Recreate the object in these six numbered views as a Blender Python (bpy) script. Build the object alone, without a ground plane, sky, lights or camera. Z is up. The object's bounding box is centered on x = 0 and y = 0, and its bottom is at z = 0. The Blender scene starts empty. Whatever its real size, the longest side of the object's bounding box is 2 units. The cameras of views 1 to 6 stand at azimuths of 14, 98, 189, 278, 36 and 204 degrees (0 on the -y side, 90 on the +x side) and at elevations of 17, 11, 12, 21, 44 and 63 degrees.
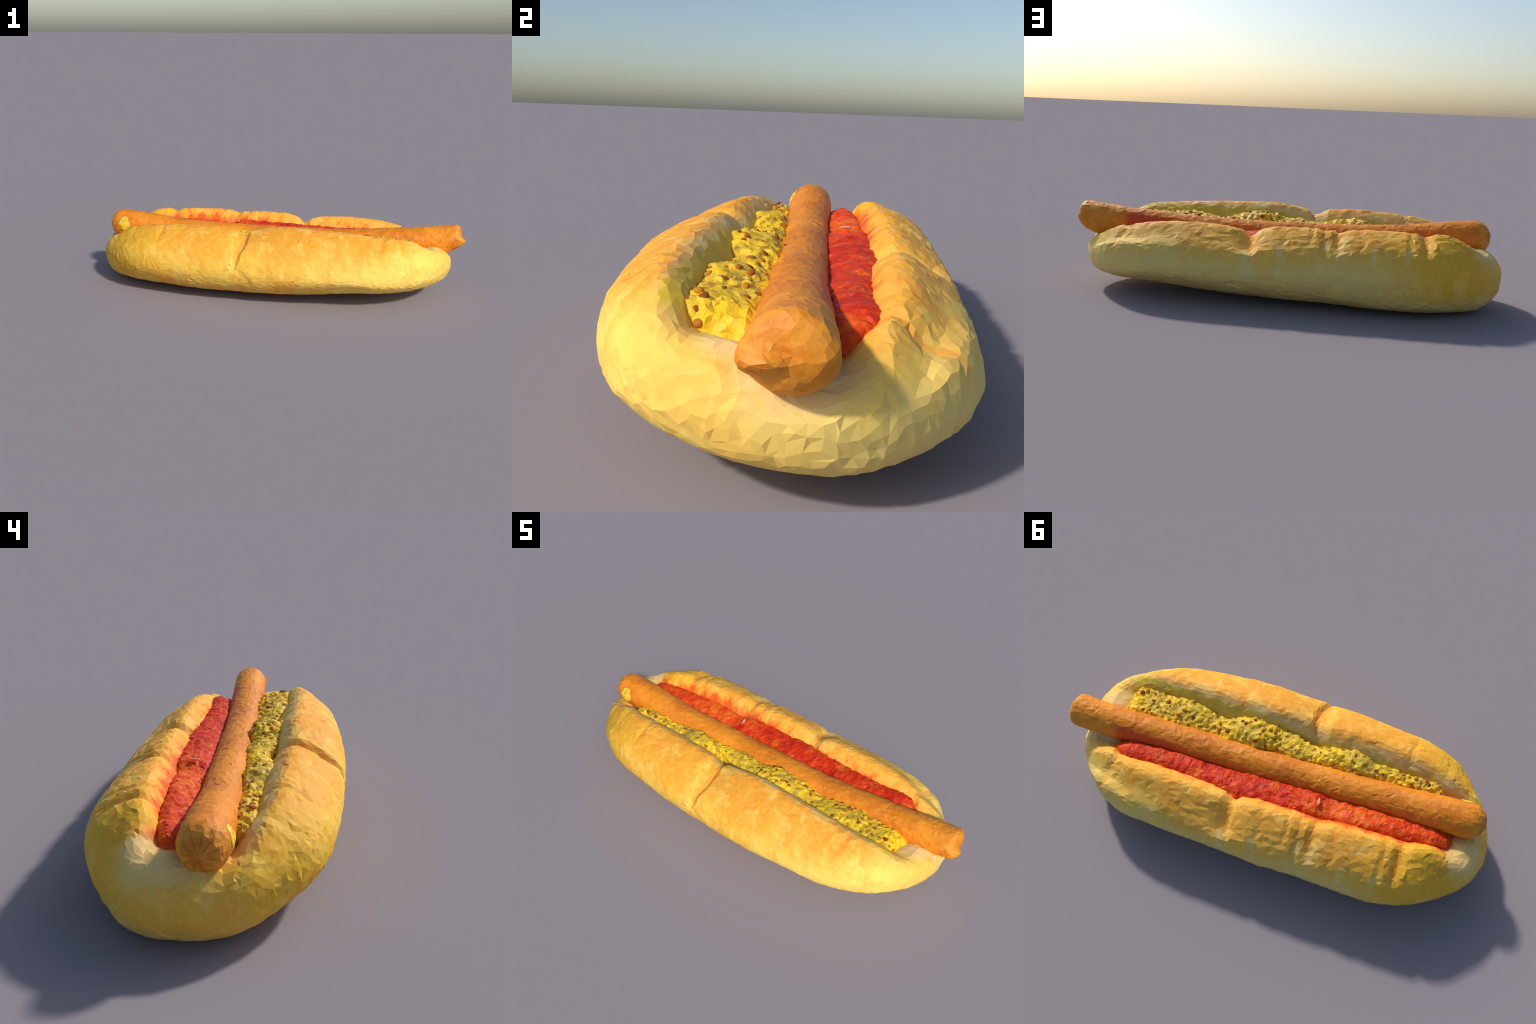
"""A hot dog: a soft split roll with a long thin sausage, a ridge of wholegrain
mustard on one side and a strip of ketchup on the other."""
import bpy, bmesh, math, random
import numpy as np
from mathutils import Vector

random.seed(7)
rng = np.random.default_rng(7)

# ------------------------------------------------------------------ helpers
def spline(knots):
    """Smooth (Catmull-Rom / finite difference Hermite) function through (x, value) knots."""
    k = np.array(sorted(knots), float)
    X, Y = k[:, 0], k[:, 1]
    d = np.diff(Y) / np.diff(X)
    m = np.concatenate([[d[0]], (d[:-1] + d[1:]) / 2, [d[-1]]])
    m[1:-1] = np.where(d[:-1] * d[1:] <= 0, 0, m[1:-1])      # no overshoot at peaks

    def f(x):
        x = np.clip(np.asarray(x, float), X[0], X[-1])
        i = np.clip(np.searchsorted(X, x, side="right") - 1, 0, len(X) - 2)
        h = X[i + 1] - X[i]
        t = (x - X[i]) / h
        return ((2*t**3 - 3*t**2 + 1) * Y[i] + (t**3 - 2*t**2 + t) * h * m[i]
                + (-2*t**3 + 3*t**2) * Y[i + 1] + (t**3 - t**2) * h * m[i + 1])
    return f


def hash3(i, j, k, seed):
    h = (i * 374761393 + j * 668265263 + k * 2147483647 + seed * 1274126177) & 0xFFFFFFFF
    h = ((h ^ (h >> 13)) * 1274126177) & 0xFFFFFFFF
    h = ((h ^ (h >> 16)) * 2246822519) & 0xFFFFFFFF
    return ((h ^ (h >> 15)) & 0xFFFFFF) / 0xFFFFFF * 2 - 1


def noise(P, scale, seed=0, octaves=1):
    """Value noise in about -1..1, at the points P (n, 3)."""
    out, amp, tot = 0, 1.0, 0.0
    for o in range(octaves):
        Q = P * scale * 2**o + 31.7 * (o + 1)
        I = np.floor(Q).astype(np.int64)
        F = Q - I
        F = F * F * (3 - 2 * F)
        v = 0
        for a in (0, 1):
            for b in (0, 1):
                for c in (0, 1):
                    w = (F[:, 0] if a else 1 - F[:, 0]) * (F[:, 1] if b else 1 - F[:, 1]) * (F[:, 2] if c else 1 - F[:, 2])
                    v = v + w * hash3(I[:, 0] + a, I[:, 1] + b, I[:, 2] + c, seed + o)
        out = out + amp * v
        tot += amp
        amp *= 0.5
    return out / tot


def gauss(x, s):
    return np.exp(-(x / s) ** 2)


def step(x, a, b):
    t = np.clip((x - a) / (b - a), 0, 1)
    return t * t * (3 - 2 * t)


def tube_mesh(name, rings):
    """rings (n, m, 3): closed cross-sections in order; both ends are closed with a fan."""
    n, m, _ = rings.shape
    verts = rings.reshape(-1, 3).tolist() + [rings[0].mean(0).tolist(), rings[-1].mean(0).tolist()]
    faces = []
    for i in range(n - 1):
        for j in range(m):
            a, b = i * m + j, i * m + (j + 1) % m
            c, d = b + m, a + m
            if (i * 7 + j * 13) % 3:
                faces += [(a, b, c), (a, c, d)]
            else:
                faces += [(a, b, d), (b, c, d)]
    for j in range(m):
        faces.append((n * m, (j + 1) % m, j))
        faces.append((n * m + 1, (n - 1) * m + j, (n - 1) * m + (j + 1) % m))
    me = bpy.data.meshes.new(name)
    me.from_pydata(verts, [], faces)
    bm = bmesh.new()
    bm.from_mesh(me)
    bmesh.ops.recalc_face_normals(bm, faces=bm.faces)
    bm.to_mesh(me)
    bm.free()
    return me


def points(me):
    co = np.empty(len(me.vertices) * 3)
    me.vertices.foreach_get("co", co)
    return co.reshape(-1, 3)


def normals(me):
    no = np.empty(len(me.vertices) * 3)
    me.vertices.foreach_get("normal", no)
    return no.reshape(-1, 3)


def push(me, amount):
    """Move every vertex along its normal."""
    co = points(me) + normals(me) * np.asarray(amount)[:, None]
    me.vertices.foreach_set("co", co.ravel())
    me.update()


def coarsen(me, triangles, voxel):
    """Even out the surface, then collapse it to an irregular net of small facets."""
    ob = bpy.data.objects.new("helper", me)
    bpy.context.scene.collection.objects.link(ob)
    even = ob.modifiers.new("even", "REMESH")
    even.mode, even.voxel_size = "VOXEL", voxel
    flat = ob.modifiers.new("flat", "TRIANGULATE")
    flat.quad_method = "BEAUTY"
    dg = bpy.context.evaluated_depsgraph_get()
    mid = bpy.data.meshes.new_from_object(ob.evaluated_get(dg))
    push(mid, rng.normal(0, voxel * .10, len(mid.vertices)))     # breaks up the voxel grain
    ob.modifiers.clear()
    ob.data = mid
    mod = ob.modifiers.new("net", "DECIMATE")
    mod.ratio = min(1.0, triangles / len(mid.polygons))
    dg = bpy.context.evaluated_depsgraph_get()
    out = bpy.data.meshes.new_from_object(ob.evaluated_get(dg))
    bpy.data.objects.remove(ob)
    bpy.data.meshes.remove(me)
    bpy.data.meshes.remove(mid)
    return out


def smooth(me):
    me.polygons.foreach_set("use_smooth", np.ones(len(me.polygons), bool))
    me.update()


def roughen(me, amount):
    """Fine random relief; the facets are left plain, as light shows them."""
    push(me, np.clip(rng.normal(0, 1, len(me.vertices)), -2, 2) * amount)
    me.polygons.foreach_set("use_smooth", np.zeros(len(me.polygons), bool))
    me.update()
    return me


def add(name, data, parent=None, material=None):
    ob = bpy.data.objects.new(name, data)
    bpy.context.scene.collection.objects.link(ob)
    if parent:
        ob.parent = parent
    if material:
        data.materials.append(material)
    return ob


# ------------------------------------------------------------ node shorthand
class Nodes:
    def __init__(self, name):
        self.mat = bpy.data.materials.new(name)
        self.mat.use_nodes = True
        self.t = self.mat.node_tree
        self.bsdf = self.t.nodes["Principled BSDF"]
        self.co = self.t.nodes.new("ShaderNodeTexCoord").outputs["Object"]
        s = self.t.nodes.new("ShaderNodeSeparateXYZ")
        self.link(self.co, s.inputs[0])
        self.x, self.y, self.z = s.outputs

    def link(self, a, b):
        self.t.links.new(a, b)

    def put(self, sock, v):
        if isinstance(v, bpy.types.NodeSocket):
            self.link(v, sock)
        else:
            if isinstance(v, tuple) and len(v) == 3 and len(sock.default_value) == 4:
                v = (*v, 1)
            sock.default_value = v

    def math(self, op, a, b=0.0, clamp=False):
        n = self.t.nodes.new("ShaderNodeMath")
        n.operation, n.use_clamp = op, clamp
        self.put(n.inputs[0], a)
        self.put(n.inputs[1], b)
        return n.outputs[0]

    def add(self, a, b): return self.math("ADD", a, b)
    def sub(self, a, b): return self.math("SUBTRACT", a, b)
    def mul(self, a, b, clamp=False): return self.math("MULTIPLY", a, b, clamp)

    def range(self, v, a, b, lo=0.0, hi=1.0):
        n = self.t.nodes.new("ShaderNodeMapRange")
        n.interpolation_type = "SMOOTHSTEP"
        if a > b:
            a, b, lo, hi = b, a, hi, lo
        for s, w in zip(n.inputs, (v, a, b, lo, hi)):
            self.put(s, w)
        return n.outputs[0]

    def stretch(self, sx, sy, sz):
        n = self.t.nodes.new("ShaderNodeMapping")
        n.inputs["Scale"].default_value = (sx, sy, sz)
        self.link(self.co, n.inputs[0])
        return n.outputs[0]

    def noise(self, scale, detail=3.0, rough=0.55, vec=None, distortion=0.0):
        n = self.t.nodes.new("ShaderNodeTexNoise")
        self.link(vec or self.co, n.inputs["Vector"])
        n.inputs["Scale"].default_value = scale
        n.inputs["Detail"].default_value = detail
        n.inputs["Roughness"].default_value = rough
        n.inputs["Distortion"].default_value = distortion
        return n.outputs[0]

    def voronoi(self, scale, feature="F1", vec=None, rand=1.0):
        n = self.t.nodes.new("ShaderNodeTexVoronoi")
        n.feature = feature
        self.link(vec or self.co, n.inputs["Vector"])
        n.inputs["Scale"].default_value = scale
        n.inputs["Randomness"].default_value = rand
        return n.outputs["Distance"]

    def mix(self, f, a, b, blend="MIX"):
        n = self.t.nodes.new("ShaderNodeMix")
        n.data_type, n.blend_type = "RGBA", blend
        self.put(n.inputs[0], f)
        self.put(n.inputs[6], a)
        self.put(n.inputs[7], b)
        return n.outputs[2]

    def ramp(self, v, stops):
        n = self.t.nodes.new("ShaderNodeValToRGB")
        e = n.color_ramp.elements
        while len(e) < len(stops):
            e.new(0.5)
        for s, (p, c) in zip(e, stops):
            s.position, s.color = p, (*c, 1)
        self.link(v, n.inputs[0])
        return n.outputs[0]

    def curve(self, v, knots):
        """Float curve through (x, value) knots; x and value within -1..1."""
        n = self.t.nodes.new("ShaderNodeFloatCurve")
        c = n.mapping.curves[0]
        pts = [((x + 1) / 2, (y + 1) / 2) for x, y in knots]
        c.points[0].location, c.points[1].location = pts[0], pts[-1]
        for p in pts[1:-1]:
            c.points.new(*p)
        n.mapping.update()
        self.link(self.add(self.mul(v, 0.5), 0.5), n.inputs["Value"])
        return self.sub(self.mul(n.outputs[0], 2.0), 1.0)

    def blob(self, cx, cy, rx, ry, soft=0.5):
        """1 inside an ellipse seen from above, falling to 0 at its rim."""
        a = self.math("POWER", self.mul(self.sub(self.x, cx), 1 / rx), 2.0)
        b = self.math("POWER", self.mul(self.sub(self.y, cy), 1 / ry), 2.0)
        return self.range(self.add(a, b), 1.0, 1.0 - soft)

    def finish(self, color, rough=0.6, bump=None, strength=0.2, distance=0.01, **other):
        self.put(self.bsdf.inputs["Base Color"], color)
        self.put(self.bsdf.inputs["Roughness"], rough)
        for k, v in other.items():
            self.put(self.bsdf.inputs[k.replace("_", " ")], v)
        if bump is not None:
            n = self.t.nodes.new("ShaderNodeBump")
            n.inputs["Strength"].default_value = strength
            n.inputs["Distance"].default_value = distance
            self.link(bump, n.inputs["Height"])
            self.link(n.outputs[0], self.bsdf.inputs["Normal"])
        return self.mat


# ------------------------------------------------------- shared measurements
# sausage: spine (y, z of the top), radius
saus_y = spline([(-.96, -.052), (-.85, -.05), (-.5, -.028), (0, .008), (.4, .036), (.7, .065), (.9, .083), (1.0, .09)])
saus_top = spline([(-.96, .384), (-.9, .386), (-.77, .376), (-.6, .353), (-.3, .333), (0, .330), (.25, .332), (.5, .341), (.7, .356), (.86, .373), (1.0, .386)])
saus_r = spline([(-.96, .078), (-.8, .080), (-.4, .077), (0, .076), (.4, .075), (.8, .075), (1.0, .075)])

# roll: ridges (crests) left and right of the cut
BUN_L, BUN_R = -.998, .940
crest_front_z = spline([(-1, .265), (-.85, .302), (-.7, .339), (-.58, .354), (-.45, .364), (-.3, .370), (-.18, .361), (-.125, .336), (-.08, .352),
                        (0, .370), (.14, .382), (.35, .378), (.52, .368), (.66, .354), (.8, .332), (.9, .312), (1, .30)])
crest_back_z = spline([(-1, .282), (-.9, .304), (-.8, .328), (-.7, .344), (-.65, .332), (-.6, .345), (-.5, .350), (-.36, .349), (-.27, .334), (-.2, .342), (-.1, .344),
                       (0, .342), (.06, .328), (.115, .303), (.16, .323), (.25, .337), (.4, .341), (.54, .330), (.67, .308), (.78, .290), (.87, .270), (1, .258)])
crest_front_y = spline([(-1, -.19), (-.7, -.225), (-.3, -.230), (-.1, -.228), (.2, -.214), (.6, -.198), (.8, -.185), (1, -.16)])
crest_back_y = spline([(-1, .13), (-.7, .190), (-.3, .232), (.2, .258), (.6, .262), (.8, .240), (1, .2)])
half_front = spline([(-1, .368), (-.6, .402), (-.3, .422), (0, .424), (.2, .416), (.5, .380), (.7, .335), (1, .315)])
half_back = spline([(-1, .355), (-.6, .392), (-.2, .418), (0, .430), (.4, .43), (.7, .432), (1, .425)])
floor_z = spline([(-1, .235), (-.88, .23), (-.75, .21), (-.4, .17), (.3, .17), (.65, .20), (.85, .24), (1, .25)])
bottom_z = spline([(-1, .006), (-.85, .0), (-.6, 0), (-.1, .006), (.2, .016), (.5, .038), (.75, .062), (1, .08)])

# mustard and ketchup: outer edge (towards the roll) and top
must_out = spline([(-.76, -.150), (-.71, -.172), (-.6, -.178), (-.45, -.196), (-.28, -.182), (-.13, -.162), (0, -.195), (.15, -.190), (.33, -.150), (.47, -.160), (.62, -.160), (.72, -.158), (.79, -.12)])
must_top = spline([(-.76, .308), (-.6, .326), (-.4, .330), (-.2, .332), (-.12, .322), (0, .336), (.1, .350), (.2, .344), (.33, .316), (.47, .330), (.6, .328), (.7, .326), (.79, .318)])
ket_out = spline([(-.85, .10), (-.74, .125), (-.57, .15), (-.4, .17), (-.26, .185), (-.06, .208), (.11, .222), (.3, .222), (.44, .212), (.52, .212), (.66, .230), (.74, .20)])
ket_top = spline([(-.85, .292), (-.75, .306), (-.6, .308), (-.4, .302), (-.28, .296), (-.22, .310), (-.12, .310), (0, .303), (.2, .297), (.4, .299), (.6, .300), (.74, .296)])


# ------------------------------------------------------------------ materials
def bun_material(name):
    N = Nodes(name)
    big = N.noise(3.2, 3)
    mid = N.noise(11, 4, 0.6)
    fine = N.noise(60, 3, 0.6)
    streak = N.noise(9, 4, 0.6, N.stretch(1, 0.25, 0.45))
    wob = N.mul(N.sub(mid, 0.5), 0.14)
    h = N.add(N.add(N.z, wob), N.mul(N.sub(big, 0.5), 0.16))
    # crust: deep gold on the ridges, paler flanks
    front = N.ramp(N.range(h, .02, .40), [(0, (.86, .48, .09)), (.25, (.90, .55, .085)), (.62, (.91, .51, .058)), (.82, (.88, .40, .036)), (1, (.85, .35, .030))])
    back = N.ramp(N.range(h, .02, .38), [(0, (.74, .54, .19)), (.45, (.78, .60, .19)), (.72, (.83, .51, .09)), (.88, (.88, .42, .048)), (1, (.87, .37, .036))])
    side = N.range(N.y, -.12, .2)
    col = N.mix(side, front, back)
    # feathered streaks in the glaze
    feather = N.noise(17, 6, .68, N.stretch(1, .5, .55), .25)
    glaze = N.math('MAXIMUM', N.sub(1.0, side), N.mul(N.range(N.z, .24, .32), .7))
    col = N.mix(N.mul(N.mul(N.range(feather, .52, .68), glaze), .55), col, (.97, .70, .15))
    col = N.mix(N.mul(N.mul(N.range(feather, .48, .35), glaze), .45), col, (.80, .31, .022))
    # paler, less baked lower right flank
    pale = N.mul(N.mul(N.range(N.add(N.x, N.mul(N.sub(mid, .5), .6)), .0, .55), N.range(h, .34, .18)), N.sub(1.0, side))
    col = N.mix(N.mul(pale, .55), col, (.98, .72, .18))
    # ochre, better browned left end
    ochre = N.mul(N.range(N.add(N.x, N.mul(N.sub(big, .5), .5)), -.38, -.78), N.range(N.z, .03, .12))
    col = N.mix(N.mul(ochre, .9), col, (.78, .42, .022))
    # cloudy pale patches and fine mottling
    col = N.mix(N.mul(N.range(mid, .50, .66), .38), col, (.95, .66, .15))
    col = N.mix(N.mul(N.mul(N.range(streak, .50, .68), N.add(.25, N.mul(glaze, .75))), .50), col, (.82, .31, .025))
    col = N.mix(N.mul(N.range(fine, .50, .72), .24), col, (.97, .70, .20))
    # pale stretch marks on the back flank
    xs = N.add(N.x, N.mul(N.sub(N.noise(7, 2), .5), .09))
    marks = None
    for cx, w in ((-.04, .016), (-.225, .014), (-.30, .030), (-.585, .012), (.09, .022), (-.44, .010)):
        m = N.range(N.math("ABSOLUTE", N.sub(xs, cx)), w * 1.6, w * .3)
        marks = m if marks is None else N.math("MAXIMUM", marks, m)
    marks = N.mul(N.mul(marks, N.range(N.y, .28, .36)), N.mul(N.range(N.z, .12, .19), N.range(N.z, .37, .30)))
    col = N.mix(N.mul(N.mul(marks, N.range(mid, .38, .6)), .42), col, (.72, .72, .34))
    # torn creases: rust-orange lines where the crust cracked
    for cx, lean, w, lo, hi, sgn in ((-.100, .22, .010, .20, .42, -1), (.60, .2, .012, .28, .40, -1), (.112, .25, .012, .2, .36, 1), (-.27, .2, .010, .24, .36, 1),
                                     (-.37, .1, .011, .26, .36, 1), (-.645, .15, .012, .25, .36, 1), (.68, -.25, .006, .2, .33, 1)):
        line = N.sub(N.sub(N.x, cx), N.mul(N.sub(N.z, .33), lean))
        line = N.add(line, N.mul(N.sub(mid, .5), .03))
        m = N.mul(N.range(N.math("ABSOLUTE", line), w * 1.8, w * .2), N.mul(N.range(N.z, lo, lo + .06), N.range(N.mul(N.y, sgn), .12, .18)))
        col = N.mix(N.mul(m, .5), col, (.80, .24, .018))
    # soft pale crust around the sausage ends
    nz = N.mul(N.sub(N.noise(13, 5, .65), .5), 1.5)

    def oval(cx, cy, rx, ry):
        a = N.math("POWER", N.mul(N.sub(N.x, cx), 1 / rx), 2)
        return N.add(N.add(a, N.math("POWER", N.mul(N.sub(N.y, cy), 1 / ry), 2)), nz)
    up = N.range(N.add(N.z, N.mul(nz, .05)), .13, .24)
    col = N.mix(N.mul(N.range(oval(.95, -.02, .30, .34), 1.3, .2), .45), col, (.97, .68, .145))
    col = N.mix(N.mul(N.mul(N.range(oval(.83, .06, .11, .15), 1.3, .3), up), .6), col, (.95, .75, .42))
    col = N.mix(N.mul(N.range(oval(-.97, .0, .20, .26), 1.3, .2), .12), col, (.78, .58, .22))
    col = N.mix(N.mul(N.mul(N.range(oval(-.89, .06, .10, .15), 1.2, .3), up), .45), col, (.84, .70, .38))
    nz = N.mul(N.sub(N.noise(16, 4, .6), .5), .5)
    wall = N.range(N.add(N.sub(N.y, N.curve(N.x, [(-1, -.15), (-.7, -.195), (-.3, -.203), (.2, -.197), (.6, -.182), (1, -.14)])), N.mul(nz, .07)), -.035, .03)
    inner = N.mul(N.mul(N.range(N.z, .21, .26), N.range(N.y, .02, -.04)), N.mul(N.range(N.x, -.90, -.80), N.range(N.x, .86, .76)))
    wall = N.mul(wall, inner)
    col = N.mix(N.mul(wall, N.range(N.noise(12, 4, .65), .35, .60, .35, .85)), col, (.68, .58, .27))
    # mustard that ran into the cut
    ms = N.range(N.add(N.y, N.mul(nz, .05)), -.190, -.165)
    ms = N.mul(N.mul(ms, inner), N.mul(N.range(N.x, -.74, -.66), N.range(N.x, .82, .76)))
    col = N.mix(N.mul(ms, .8), col, (.66, .46, .02))
    # ketchup soaked into the crust along its strip
    edge = N.curve(N.x, [(-1, .03), (-.85, .085), (-.57, .14), (-.26, .18), (-.06, .20), (.11, .215), (.3, .22), (.52, .215), (.7, .21), (1, .2)])
    patch = N.mul(N.sub(N.noise(15, 5, .7, N.stretch(1, .4, .6)), .5), .20)
    reach = N.add(N.add(N.sub(edge, N.y), patch), N.range(N.x, .05, -.30, -.020, .014))
    kx = N.mul(N.mul(N.range(N.x, -.86, -.78), N.range(N.x, .735, .70)), N.range(N.y, 0, .03))
    col = N.mix(N.mul(N.mul(N.range(reach, -.050, .012), kx), .70), col, (.88, .27, .018))
    col = N.mix(N.mul(N.mul(N.range(reach, -.018, .018), kx), .85), col, (.72, .07, .012))
    return N.finish(col, rough=N.range(fine, .3, .7, .58, .72), bump=N.add(N.mul(streak, .6), N.mul(fine, .25)), strength=.12, distance=.012, Specular_IOR_Level=.25)


def sausage_material():
    N = Nodes("sausage_skin")
    a = N.noise(4, 3)
    b = N.noise(24, 4, .62)
    c = N.noise(8, 4, .6, N.stretch(.45, 1, 1))
    col = N.ramp(N.add(N.mul(a, .55), N.mul(b, .45)), [(.30, (.52, .125, .009)), (.48, (.71, .225, .011)), (.66, (.84, .31, .022))])
    col = N.mix(N.mul(N.range(c, .52, .72), .35), col, (.62, .17, .02))
    tips = N.add(N.range(N.x, .86, .98), N.range(N.x, -.84, -.93))
    col = N.mix(N.mul(N.mul(tips, N.range(b, .35, .65)), .55), col, (.84, .36, .05))
    # darker puckers running into the tied left tip
    turn = N.math("ARCTAN2", N.sub(N.z, .305), N.add(N.y, .052))
    rays = N.range(N.math("SINE", N.add(N.mul(turn, 11.0), N.mul(b, 4.0))), .1, .9)
    col = N.mix(N.mul(N.mul(rays, N.range(N.x, -.915, -.935)), .45), col, (.36, .10, .010))
    spots = N.range(N.voronoi(46), .16, .08)
    col = N.mix(N.mul(N.mul(spots, N.range(a, .48, .6)), .35), col, (.40, .10, .02))
    # red patch along the ketchup-side flank
    red = N.mul(N.mul(N.range(N.x, .36, .46), N.range(N.x, .76, .72)), N.range(N.add(N.sub(N.y, N.add(N.mul(N.x, .07), .01)), N.mul(N.sub(b, .5), .06)), .035, .06))
    col = N.mix(N.mul(red, .75), col, (.60, .05, .015))
    low = N.mul(N.range(N.sub(N.y, N.add(N.mul(N.x, .07), .005)), .05, .068), N.mul(N.range(N.x, -.8, -.7), N.range(N.x, .78, .7)))
    col = N.mix(N.mul(low, .35), col, (.55, .08, .015))
    return N.finish(col, rough=N.range(b, .3, .7, .48, .62), bump=N.add(b, N.mul(c, .5)), strength=.25, distance=.01, Specular_IOR_Level=.3)


def mustard_material(name="wholegrain_mustard", bright=False):
    N = Nodes(name)
    a = N.noise(9, 3)
    b = N.noise(42, 4, .6)
    col = N.ramp(N.add(N.mul(a, .5), N.mul(b, .5)), [(.34, (.52, .33, .028)), (.46, (.74, .48, .026)), (.56, (.88, .57, .018)), (.68, (.96, .62, .010))])
    if not bright:
        olive = N.range(N.noise(13, 4, .6), .50, .64)
        col = N.mix(N.mul(olive, .65), col, (.46, .34, .045))
        gold = N.range(N.noise(8, 3, .6), .50, .62)
        col = N.mix(N.mul(gold, .6), col, (.96, .61, .010))
        grains = N.range(N.add(N.voronoi(27), N.mul(N.sub(b, .5), .40)), .34, .20)
        some = N.range(N.noise(17, 3), .44, .54)
        col = N.mix(N.mul(N.mul(grains, some), .8), col, (.30, .115, .022))
        rust = N.range(N.noise(31, 3), .60, .68)
        col = N.mix(N.mul(rust, .5), col, (.62, .27, .018))
        right = N.range(N.x, .58, .74)
        col = N.mix(N.mul(right, .4), col, (.92, .58, .01))
    else:
        col = N.mix(N.range(N.noise(55, 3), .50, .62), (.86, .58, .03), (.62, .36, .04))
    return N.finish(col, rough=.55, bump=b, strength=.4, distance=.01, Specular_IOR_Level=.35)


def seed_material():
    N = Nodes("mustard_seed_husk")
    r = N.t.nodes.new("ShaderNodeObjectInfo").outputs["Random"]
    col = N.ramp(r, [(0, (.27, .070, .016)), (.4, (.38, .11, .020)), (.75, (.48, .18, .022)), (1, (.62, .32, .025))])
    return N.finish(col, rough=.75, Specular_IOR_Level=.1)


def ketchup_material():
    N = Nodes("ketchup")
    a = N.noise(5, 3)
    b = N.noise(34, 4, .6, N.stretch(1, .45, 1))
    left = N.range(N.x, -.10, -.40, 0, .10)
    f = N.add(N.add(N.mul(a, .45), N.mul(b, .55)), left)
    col = N.ramp(f, [(.34, (.38, .012, .005)), (.47, (.62, .032, .006)), (.58, (.74, .080, .009)), (.72, (.88, .20, .018))])
    col = N.mix(N.mul(N.range(N.noise(11, 4, .65), .54, .68), .5), col, (.86, .19, .018))
    flecks = N.range(N.voronoi(70), .20, .08)
    col = N.mix(N.mul(N.mul(flecks, N.range(a, .5, .6)), .35), col, (.90, .30, .16))
    return N.finish(col, rough=.5, bump=N.add(b, N.mul(N.noise(90, 3), .4)), strength=.4, distance=.012, Specular_IOR_Level=.18)


def pale_material(name, c):
    N = Nodes(name)
    n = N.noise(30, 3)
    return N.finish(N.mix(N.range(n, .35, .65), c, tuple(v * .82 for v in c)), rough=.5)


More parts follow.
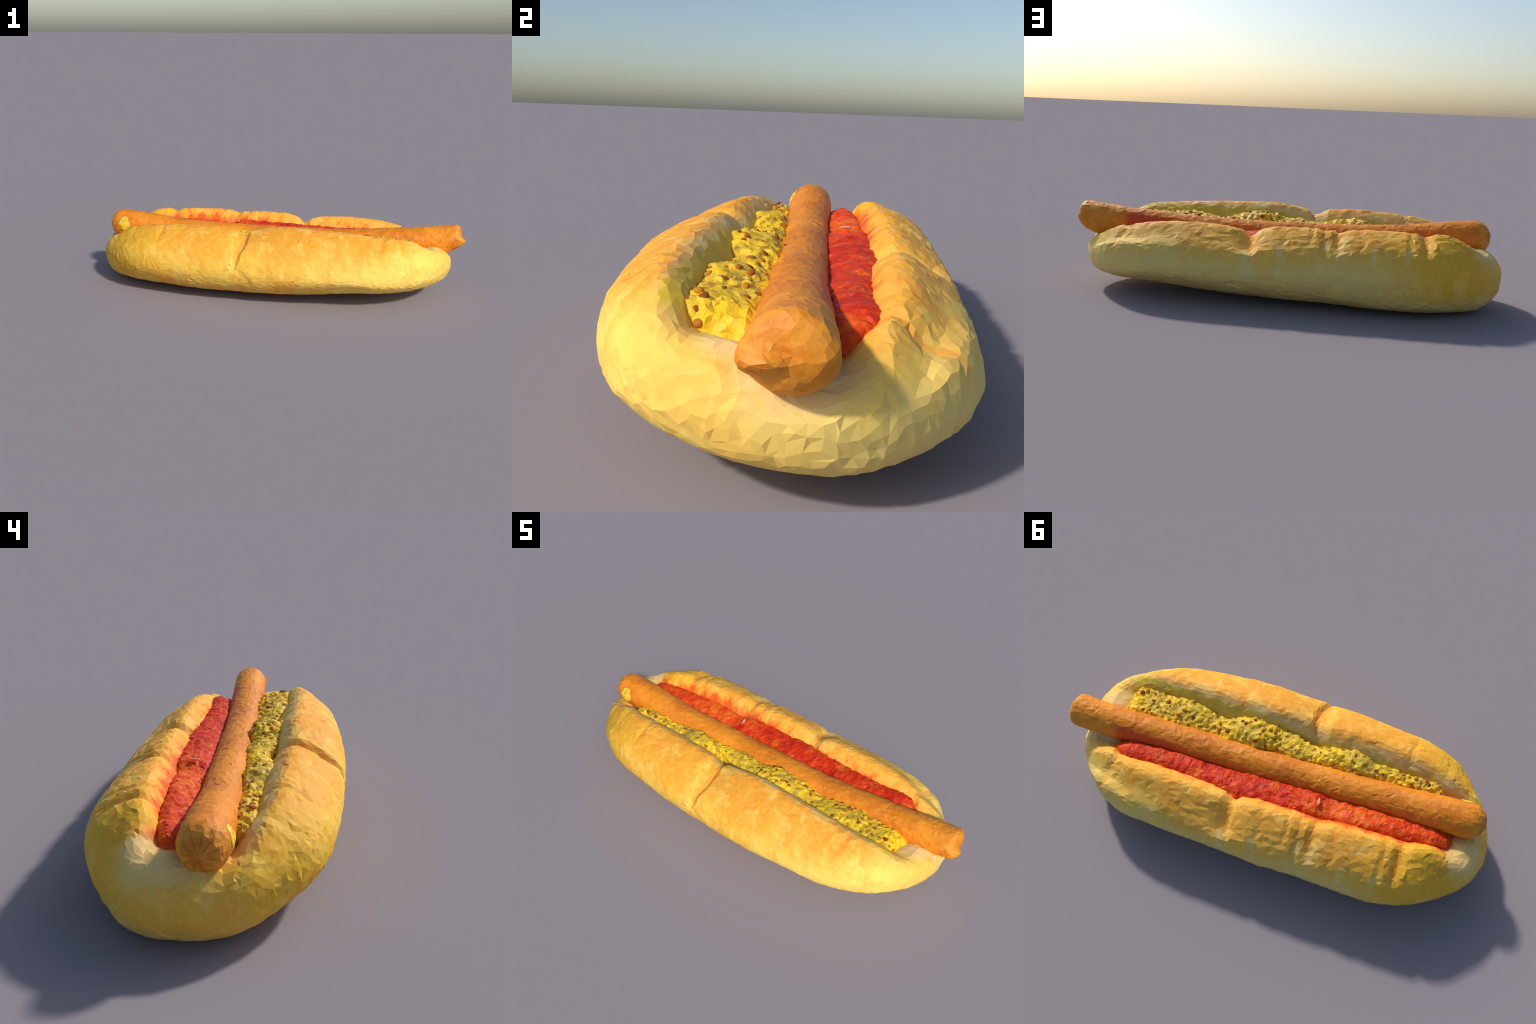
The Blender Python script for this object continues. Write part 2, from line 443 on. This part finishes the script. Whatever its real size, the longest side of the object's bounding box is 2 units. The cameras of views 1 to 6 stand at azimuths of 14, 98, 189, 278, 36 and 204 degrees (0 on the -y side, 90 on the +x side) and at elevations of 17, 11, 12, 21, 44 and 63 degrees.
# ----------------------------------------------------------------------- roll
def bun_mesh():
    nx, m = 440, 216
    s = np.linspace(-math.pi / 2, math.pi / 2, nx + 2)[1:-1]
    f = .5 * np.sin(s) + .5 * (s / (math.pi / 2))
    xs = BUN_L + (BUN_R - BUN_L) * (f * .5 + .5)
    ends = np.array([.0004, .0012])
    xs = np.sort(np.concatenate([BUN_L + ends, xs, BUN_R - ends]))
    rings = []
    for x in xs:
        tl, tr = (x - BUN_L), (BUN_R - x)
        def cap(t, L, p=2.0):
            return (1 - max(0, 1 - t / L) ** p) ** (1 / p)
        ky = cap(tl, .44) * cap(tr, .40)
        kz = cap(tl, .14, 2.0) * cap(tr, .12, 2.2)
        yc = .0 + .03 * step(x, .5, .95) + .02 * step(x, -.7, -1)
        zc = .155 + .03 * step(x, .6, .95)
        yf, yb = -half_front(x), half_back(x)
        cf, cb = crest_front_y(x), crest_back_y(x)
        zf, zk = crest_front_z(x), crest_back_z(x)
        zb, zg = bottom_z(x), floor_z(x)
        ys = saus_y(x)
        fr = .008 * step(x, .1, .5) + .010 * step(x, -.3, -.6)                # the right front underside is cut away,
        bk = .036 * step(x, .5, .85) + .014 * step(x, -.2, -.5)                # the right back hangs lower
        sh = step(x, .4, .7)
        P = [(.05, zb), (yf * .36, zb + .012 + fr * .5), (yf * .66, zb + .032 + fr - .012 * sh), (yf * (.89 + .03 * sh), zb + .086 + fr - .022 * sh), (yf, .170 + fr * .3), (yf * .965, .255),
             (yf * .84, zf - .050), (cf - .018, zf), (cf + .034, zf - .020), (cf + .076, zf - .072), (ys - .06, zg + .012), (ys, zg - .004), (ys + .06, zg + .012),
             (cb - .076, zk - .068), (cb - .036, zk - .020), (cb + .014, zk), (yb * (.835 - .05 * sh), zk - .050), (yb * (.96 - .03 * sh), .24),
             (yb, .155), (yb * (.91 + .03 * sh), zb + .072 - bk), (yb * .70, zb + .024 - bk * .6), (yb * .38, zb + .008 - bk * .15)]
        # towards the ends the cut closes: the section turns into a plain oval with a
        # shallow hollow under the sausage
        up = .006 * step(x, .72, .92)
        P = [(y, z + up * step(.2 - z, 0, .12)) for y, z in P]
        g = step(tl, .0, .26) * step(tr, .0, .24)
        phi = np.arange(len(P)) / len(P) * 2 * math.pi
        sy, sz = np.sin(phi), np.cos(phi)
        sy, sz = np.sign(sy) * np.abs(sy) ** .85, np.sign(sz) * np.abs(sz) ** .85
        oy = np.where(sy > 0, yf * sy, -yb * sy)
        mz = (zb + up + (zf + zk) / 2) / 2
        hz = (zf + zk) / 2 - mz
        oz = mz - sz * hz + step(-sz, -.1, .7) * (zf - zk) / 2 * np.clip(sy * 1.5, -1, 1) + step(sz, -.2, .6) * bk * sy
        oz = oz - step(-sz, 0, .8) * .034 * gauss(oy * ky - (ys - yc * (1 - ky)), .08)
        P = g * np.array(P) + (1 - g) * np.column_stack([oy, oz])
        P = np.array([(yc + (y - yc) * ky, zc + (z - zc) * kz) for y, z in P])
        # uniform cubic B-spline-ish interpolation (Catmull-Rom, closed)
        n = len(P)
        u = np.linspace(0, n, m, endpoint=False)
        i = u.astype(int); t = (u - i)[:, None]
        a, b, c, d = P[(i - 1) % n], P[i % n], P[(i + 1) % n], P[(i + 2) % n]
        Q = .5 * (2 * b + (c - a) * t + (2 * a - 5 * b + 4 * c - d) * t**2 + (3 * b - a - 3 * c + d) * t**3)
        rings.append(np.column_stack([np.full(m, x), Q]))
    rings = np.array(rings)
    me = tube_mesh("roll", rings)
    co = points(me)
    x, y, z = co.T
    no = normals(me)
    d = np.zeros(len(co))
    # broad unevenness and soft lumps
    d += .002 + .006 * noise(co, 3.0, 1, 2)
    d += .0034 * noise(co * [1, 1, 1.6], 9, 2, 2)
    d += .0016 * noise(co, 34, 3, 2)
    # creases: (side, x at the ridge, lean, depth, width, lowest z)
    creases = [(-1, -.100, .25, .014, .012, .17), (-1, .60, .25, .007, .016, .28), (-1, -.56, .2, .007, .016, .28), (-1, -.20, -.75, .004, .018, .10),
               (1, .112, .25, .014, .016, .19), (1, -.27, .2, .010, .016, .24), (1, -.37, .15, .007, .014, .22), (1, -.645, .15, .010, .016, .22),
               (1, .68, -.30, .009, .014, .18), (1, -.04, .1, .006, .018, .18), (1, -.215, .25, .008, .014, .16), (1, -.585, .1, .006, .012, .19),
               (1, .30, .1, .004, .018, .25), (1, -.16, .1, .005, .012, .25), (-1, -.72, .3, .004, .02, .25), (-1, .32, .2, .003, .03, .2)]
    wob = .012 * noise(co, 14, 5)
    for side, cx, lean, dep, w, lo in creases:
        line = x - cx - lean * (z - .33) + wob
        dep *= .75 if side > 0 else 1
        mask = step(z, lo, lo + .08) * step(y * side, .16, .22)
        d += mask * (-dep * gauss(line, w) + (.2 * dep) * gauss(line - 2.4 * w, 2 * w) + .1 * dep * gauss(line + 2.4 * w, 1.8 * w))
    # flattened contact patch keeps the roll standing
    d *= 1 - .7 * step(-no[:, 2], .6, .95)
    push(me, d)
    me = coarsen(me, 17000, .007)
    co = points(me)
    co[:, 2] -= co[:, 2].min()
    me.vertices.foreach_set("co", co.ravel())
    calm = 1 - .4 * step(-co[:, 1], .30, .38) * step(co[:, 2], .08, .14)
    return roughen(me, .0010 * calm)


def split_by(me, inside, names):
    """Cut one surface into two named meshes whose borders coincide."""
    co = points(me)
    out = []
    tris = np.array([tuple(p.vertices) for p in me.polygons])
    for keep, name in zip((~inside, inside), names):
        T = tris[keep]
        used, inv = np.unique(T, return_inverse=True)
        part = bpy.data.meshes.new(name)
        part.from_pydata(co[used].tolist(), [], inv.reshape(-1, 3).tolist())
        part.polygons.foreach_set("use_smooth", np.zeros(len(part.polygons), bool))
        part.update()
        out.append(part)
    bpy.data.meshes.remove(me)
    return out


# -------------------------------------------------------------------- sausage
def sausage_mesh():
    L, R = -.946, .986
    nx, m = 420, 72
    s = np.linspace(-math.pi / 2, math.pi / 2, nx + 2)[1:-1]
    f = .72 * (s / (math.pi / 2)) + .28 * np.sin(s)
    xs = L + (R - L) * (f * .5 + .5)
    xs = np.concatenate([L + np.array([.0006, .002]), xs, R - np.array([.002, .0008])])
    xs.sort()
    rings = []
    a = np.linspace(0, 2 * math.pi, m, endpoint=False)
    for x in xs:
        tl, tr = x - L, R - x
        spur = gauss((a - math.radians(184) + math.pi) % (2 * math.pi) - math.pi, .42)
        k = (1 - max(0, 1 - tl / .075) ** 2.1) ** (1 / 2.1) * (1 - np.clip(1 - tr / (.034 + .08 * np.clip(-np.sin(a), 0, 1) - .020 * spur), 0, 1) ** 2.2) ** (1 / 2.2)
        r = saus_r(x)
        cy, cz = saus_y(x), saus_top(x) - r
        rr = np.full(m, 1.0)
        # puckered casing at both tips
        pl, pr = gauss(tl - .012, .03), gauss(tr - .004, .022)
        rr *= 1 + pl * .035 * np.cos(11 * a + .6 * np.sin(3 * a)) * np.minimum(1, k * 1.5)
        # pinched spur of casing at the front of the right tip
        rr += spur * .07 * gauss(tr - .015, .03)
        y = cy + np.cos(a) * r * k * rr
        z = cz + np.sin(a) * r * k * rr
        rings.append(np.column_stack([x + .022 * spur * gauss(tr, .03), y, z]))
    me = tube_mesh("sausage", np.array(rings))
    co = points(me)
    d = .0035 * noise(co * [.8, 1, 1], 7, 11, 2) + .0022 * noise(co, 26, 12, 2)
    push(me, d)
    me = coarsen(me, 7000, .006)
    return roughen(me, .0009)


# ----------------------------------------------------------------- condiments
def strip_mesh(name, x0, x1, outer, top, side, sink, width_in, lumps, triangles, jitter, round_end, tilt):
    """A ridge of sauce lying between the roll and the sausage."""
    nx, m = 520, 84
    xs = np.linspace(x0, x1, nx)
    a = np.linspace(0, 2 * math.pi, m, endpoint=False)
    c, s = np.cos(a), np.sin(a)
    c = np.sign(c) * np.abs(c) ** .75
    s = np.sign(s) * np.abs(s) ** .85
    rings = []
    for x in xs:
        t = min(x - x0, x1 - x)
        k = max(.02, (1 - max(0, 1 - t / round_end) ** 2) ** .5)
        yi = saus_y(x) + side * (saus_r(x) - width_in)
        yo = outer(x)
        yc, w = (yi + yo) / 2, abs(yo - yi) / 2
        zt = top(x)
        h = sink / 2
        rings.append(np.column_stack([np.full(m, x), yc + c * w * (.55 + .45 * k), zt - h - (1 - k) * .015 + s * h * (.3 + .7 * k) + tilt * c * side]))
    me = tube_mesh(name, np.array(rings))
    co = points(me)
    push(me, lumps(co))
    me = coarsen(me, triangles, .005)
    return roughen(me, jitter)


def must_lumps(co):
    big = noise(co, 11, 21, 1)
    grain = np.abs(noise(co, 38, 22, 2))
    return .014 * big + .010 * noise(co * [1, .2, .2], 6.5, 25) + .017 * (grain - .25) + .005 * noise(co, 75, 23)


def ket_lumps(co):
    ridge = 1 - np.abs(noise(co * [1, .8, 1], 26, 31, 2))
    return .009 * noise(co, 9, 32, 2) + .007 * (ridge - .7) + .006 * noise(co, 45, 33, 2)


# ---------------------------------------------------------------------- build
hot_dog = bpy.data.objects.new("hot_dog", None)
hot_dog["label"] = "hot dog in a golden roll with mustard and ketchup"
hot_dog["category"] = "fast food"
bpy.context.scene.collection.objects.link(hot_dog)

whole = bun_mesh()
cen = np.array([p.center[:] for p in whole.polygons])
inside = (cen[:, 1] > crest_front_y(cen[:, 0]) + .045) & (cen[:, 1] < crest_back_y(cen[:, 0]) - .045) & (cen[:, 2] > .15) & (np.abs(cen[:, 0]) < .84)
crust_mesh, crumb_mesh = split_by(whole, inside, ("crust", "crumb"))
bun_mat = bun_material("baked_roll")
bun = bpy.data.objects.new("bun", None)
bpy.context.scene.collection.objects.link(bun)
bun.parent = hot_dog
add("crust", crust_mesh, bun, bun_mat)
add("crumb", crumb_mesh, bun, bun_mat)

sausage = add("sausage", sausage_mesh(), hot_dog, sausage_material())

mustard_me = strip_mesh("mustard", -.755, .785, must_out, must_top, -1, .15, .035, must_lumps, 12000, .0012, .07, .010)
mustard = add("mustard", mustard_me, hot_dog, mustard_material())
ketchup_me = strip_mesh("ketchup", -.85, .735, ket_out, ket_top, 1, .13, .035, ket_lumps, 12000, .0010, .09, .016)
ketchup = add("ketchup", ketchup_me, hot_dog, ketchup_material())


# seeds and husks in the mustard
def pebble(name, sx, sy, sz, seed, subdiv=2, rough=.15):
    bm = bmesh.new()
    bmesh.ops.create_icosphere(bm, subdivisions=subdiv, radius=1)
    P = np.array([v.co[:] for v in bm.verts])
    n = noise(P, 1.3, seed, 2)
    for v, q in zip(bm.verts, n):
        v.co = Vector((v.co.x * sx, v.co.y * sy, v.co.z * sz)) * (1 + rough * q)
    me = bpy.data.meshes.new(name)
    bm.to_mesh(me)
    bm.free()
    smooth(me)
    return me


seed_mat = seed_material()
seed_kinds = [pebble("mustard_seed", .0090, .0080, .0042, 41), pebble("mustard_seed", .0115, .0070, .0040, 42), pebble("mustard_seed", .0075, .0070, .0040, 43)]
for k in seed_kinds:
    k.materials.append(seed_mat)
mco, mno = points(mustard_me), normals(mustard_me)
tops = np.nonzero((mno[:, 2] > .15) & (mco[:, 2] > .285))[0]
order = rng.permutation(tops)
placed = []
for i in order:
    p = mco[i]
    if p[1] > saus_y(p[0]) - .055:
        continue
    if any(abs(p[0] - q[0]) < .04 and np.linalg.norm(p - q) < .019 for q in placed):
        continue
    placed.append(p)
    ob = bpy.data.objects.new("mustard_seed", seed_kinds[len(placed) % 3])
    q = Vector(mno[i]).to_track_quat("Z", "Y")
    ob.rotation_euler = q.to_euler()
    ob.rotation_euler.rotate_axis("Z", float(rng.uniform(0, 6.28)))
    ob.location = Vector(p - mno[i] * .0018)
    ob.scale = [float(rng.uniform(.65, 1.4))] * 3
    ob.parent = mustard
    bpy.context.scene.collection.objects.link(ob)
    if len(placed) >= 140:
        break

# dab of mustard on the sausage's left end
def dab(name, x0, x1, a0, a1, thick, seed):
    """A thin pad that follows the sausage's skin, with rounded edges."""
    nu, nv = 22, 22
    V, Fc = [], []
    for layer in (1, -1):
        for i in range(nu + 1):
            for j in range(nv + 1):
                u, v = i / nu * 2 - 1, j / nv * 2 - 1
                uu, vv = u * math.sqrt(1 - v * v / 2), v * math.sqrt(1 - u * u / 2)
                e = math.sqrt(max(0, 1 - uu * uu - vv * vv))
                x = (x0 + x1) / 2 + (x1 - x0) / 2 * uu * (1 + .18 * math.sin(5 * vv + seed))
                a = (a0 + a1) / 2 + (a1 - a0) / 2 * vv
                r = float(saus_r(x)) + .0005 + (thick * e if layer > 0 else -.008)
                V.append((x, float(saus_y(x)) + math.cos(a) * r, float(saus_top(x) - saus_r(x)) + math.sin(a) * r))
    w = nv + 1
    for l in (0, 1):
        o = l * (nu + 1) * w
        for i in range(nu):
            for j in range(nv):
                q = (o + i * w + j, o + (i + 1) * w + j, o + (i + 1) * w + j + 1, o + i * w + j + 1)
                Fc.append(q if l == 0 else q[::-1])
    o = (nu + 1) * w
    rim = [i * w for i in range(nu)] + [nu * w + j for j in range(nv)] + [i * w + nv for i in range(nu, 0, -1)] + [j for j in range(nv, 0, -1)]
    for p, q in zip(rim, rim[1:] + rim[:1]):
        Fc.append((p, q, o + q, o + p))
    me = bpy.data.meshes.new(name)
    me.from_pydata(V, [], Fc)
    bm = bmesh.new(); bm.from_mesh(me)
    bmesh.ops.recalc_face_normals(bm, faces=bm.faces)
    bm.to_mesh(me); bm.free()
    push(me, .002 * noise(points(me), 50, 50 + int(seed), 2))
    smooth(me)
    return me


add("mustard_dab", dab("mustard_dab", -.872, -.815, math.radians(138), math.radians(200), .004, 1), sausage, mustard_material("smeared_mustard", True))

# whitish highlight on the ketchup, modelled as a small pale pebble
highlight_mat = pale_material("highlight_tint", (.80, .34, .15))
for (x, y, z, sx, sy, sz, rz) in ((-.246, .113, .318, .007, .020, .005, .2),):
    ob = add("modelled_highlight", pebble("modelled_highlight", sx, sy, sz, 60 + int(x * 10), 3, .3), ketchup, highlight_mat)
    ob.location, ob.rotation_euler = (x, y, z), (0, .2, rz)
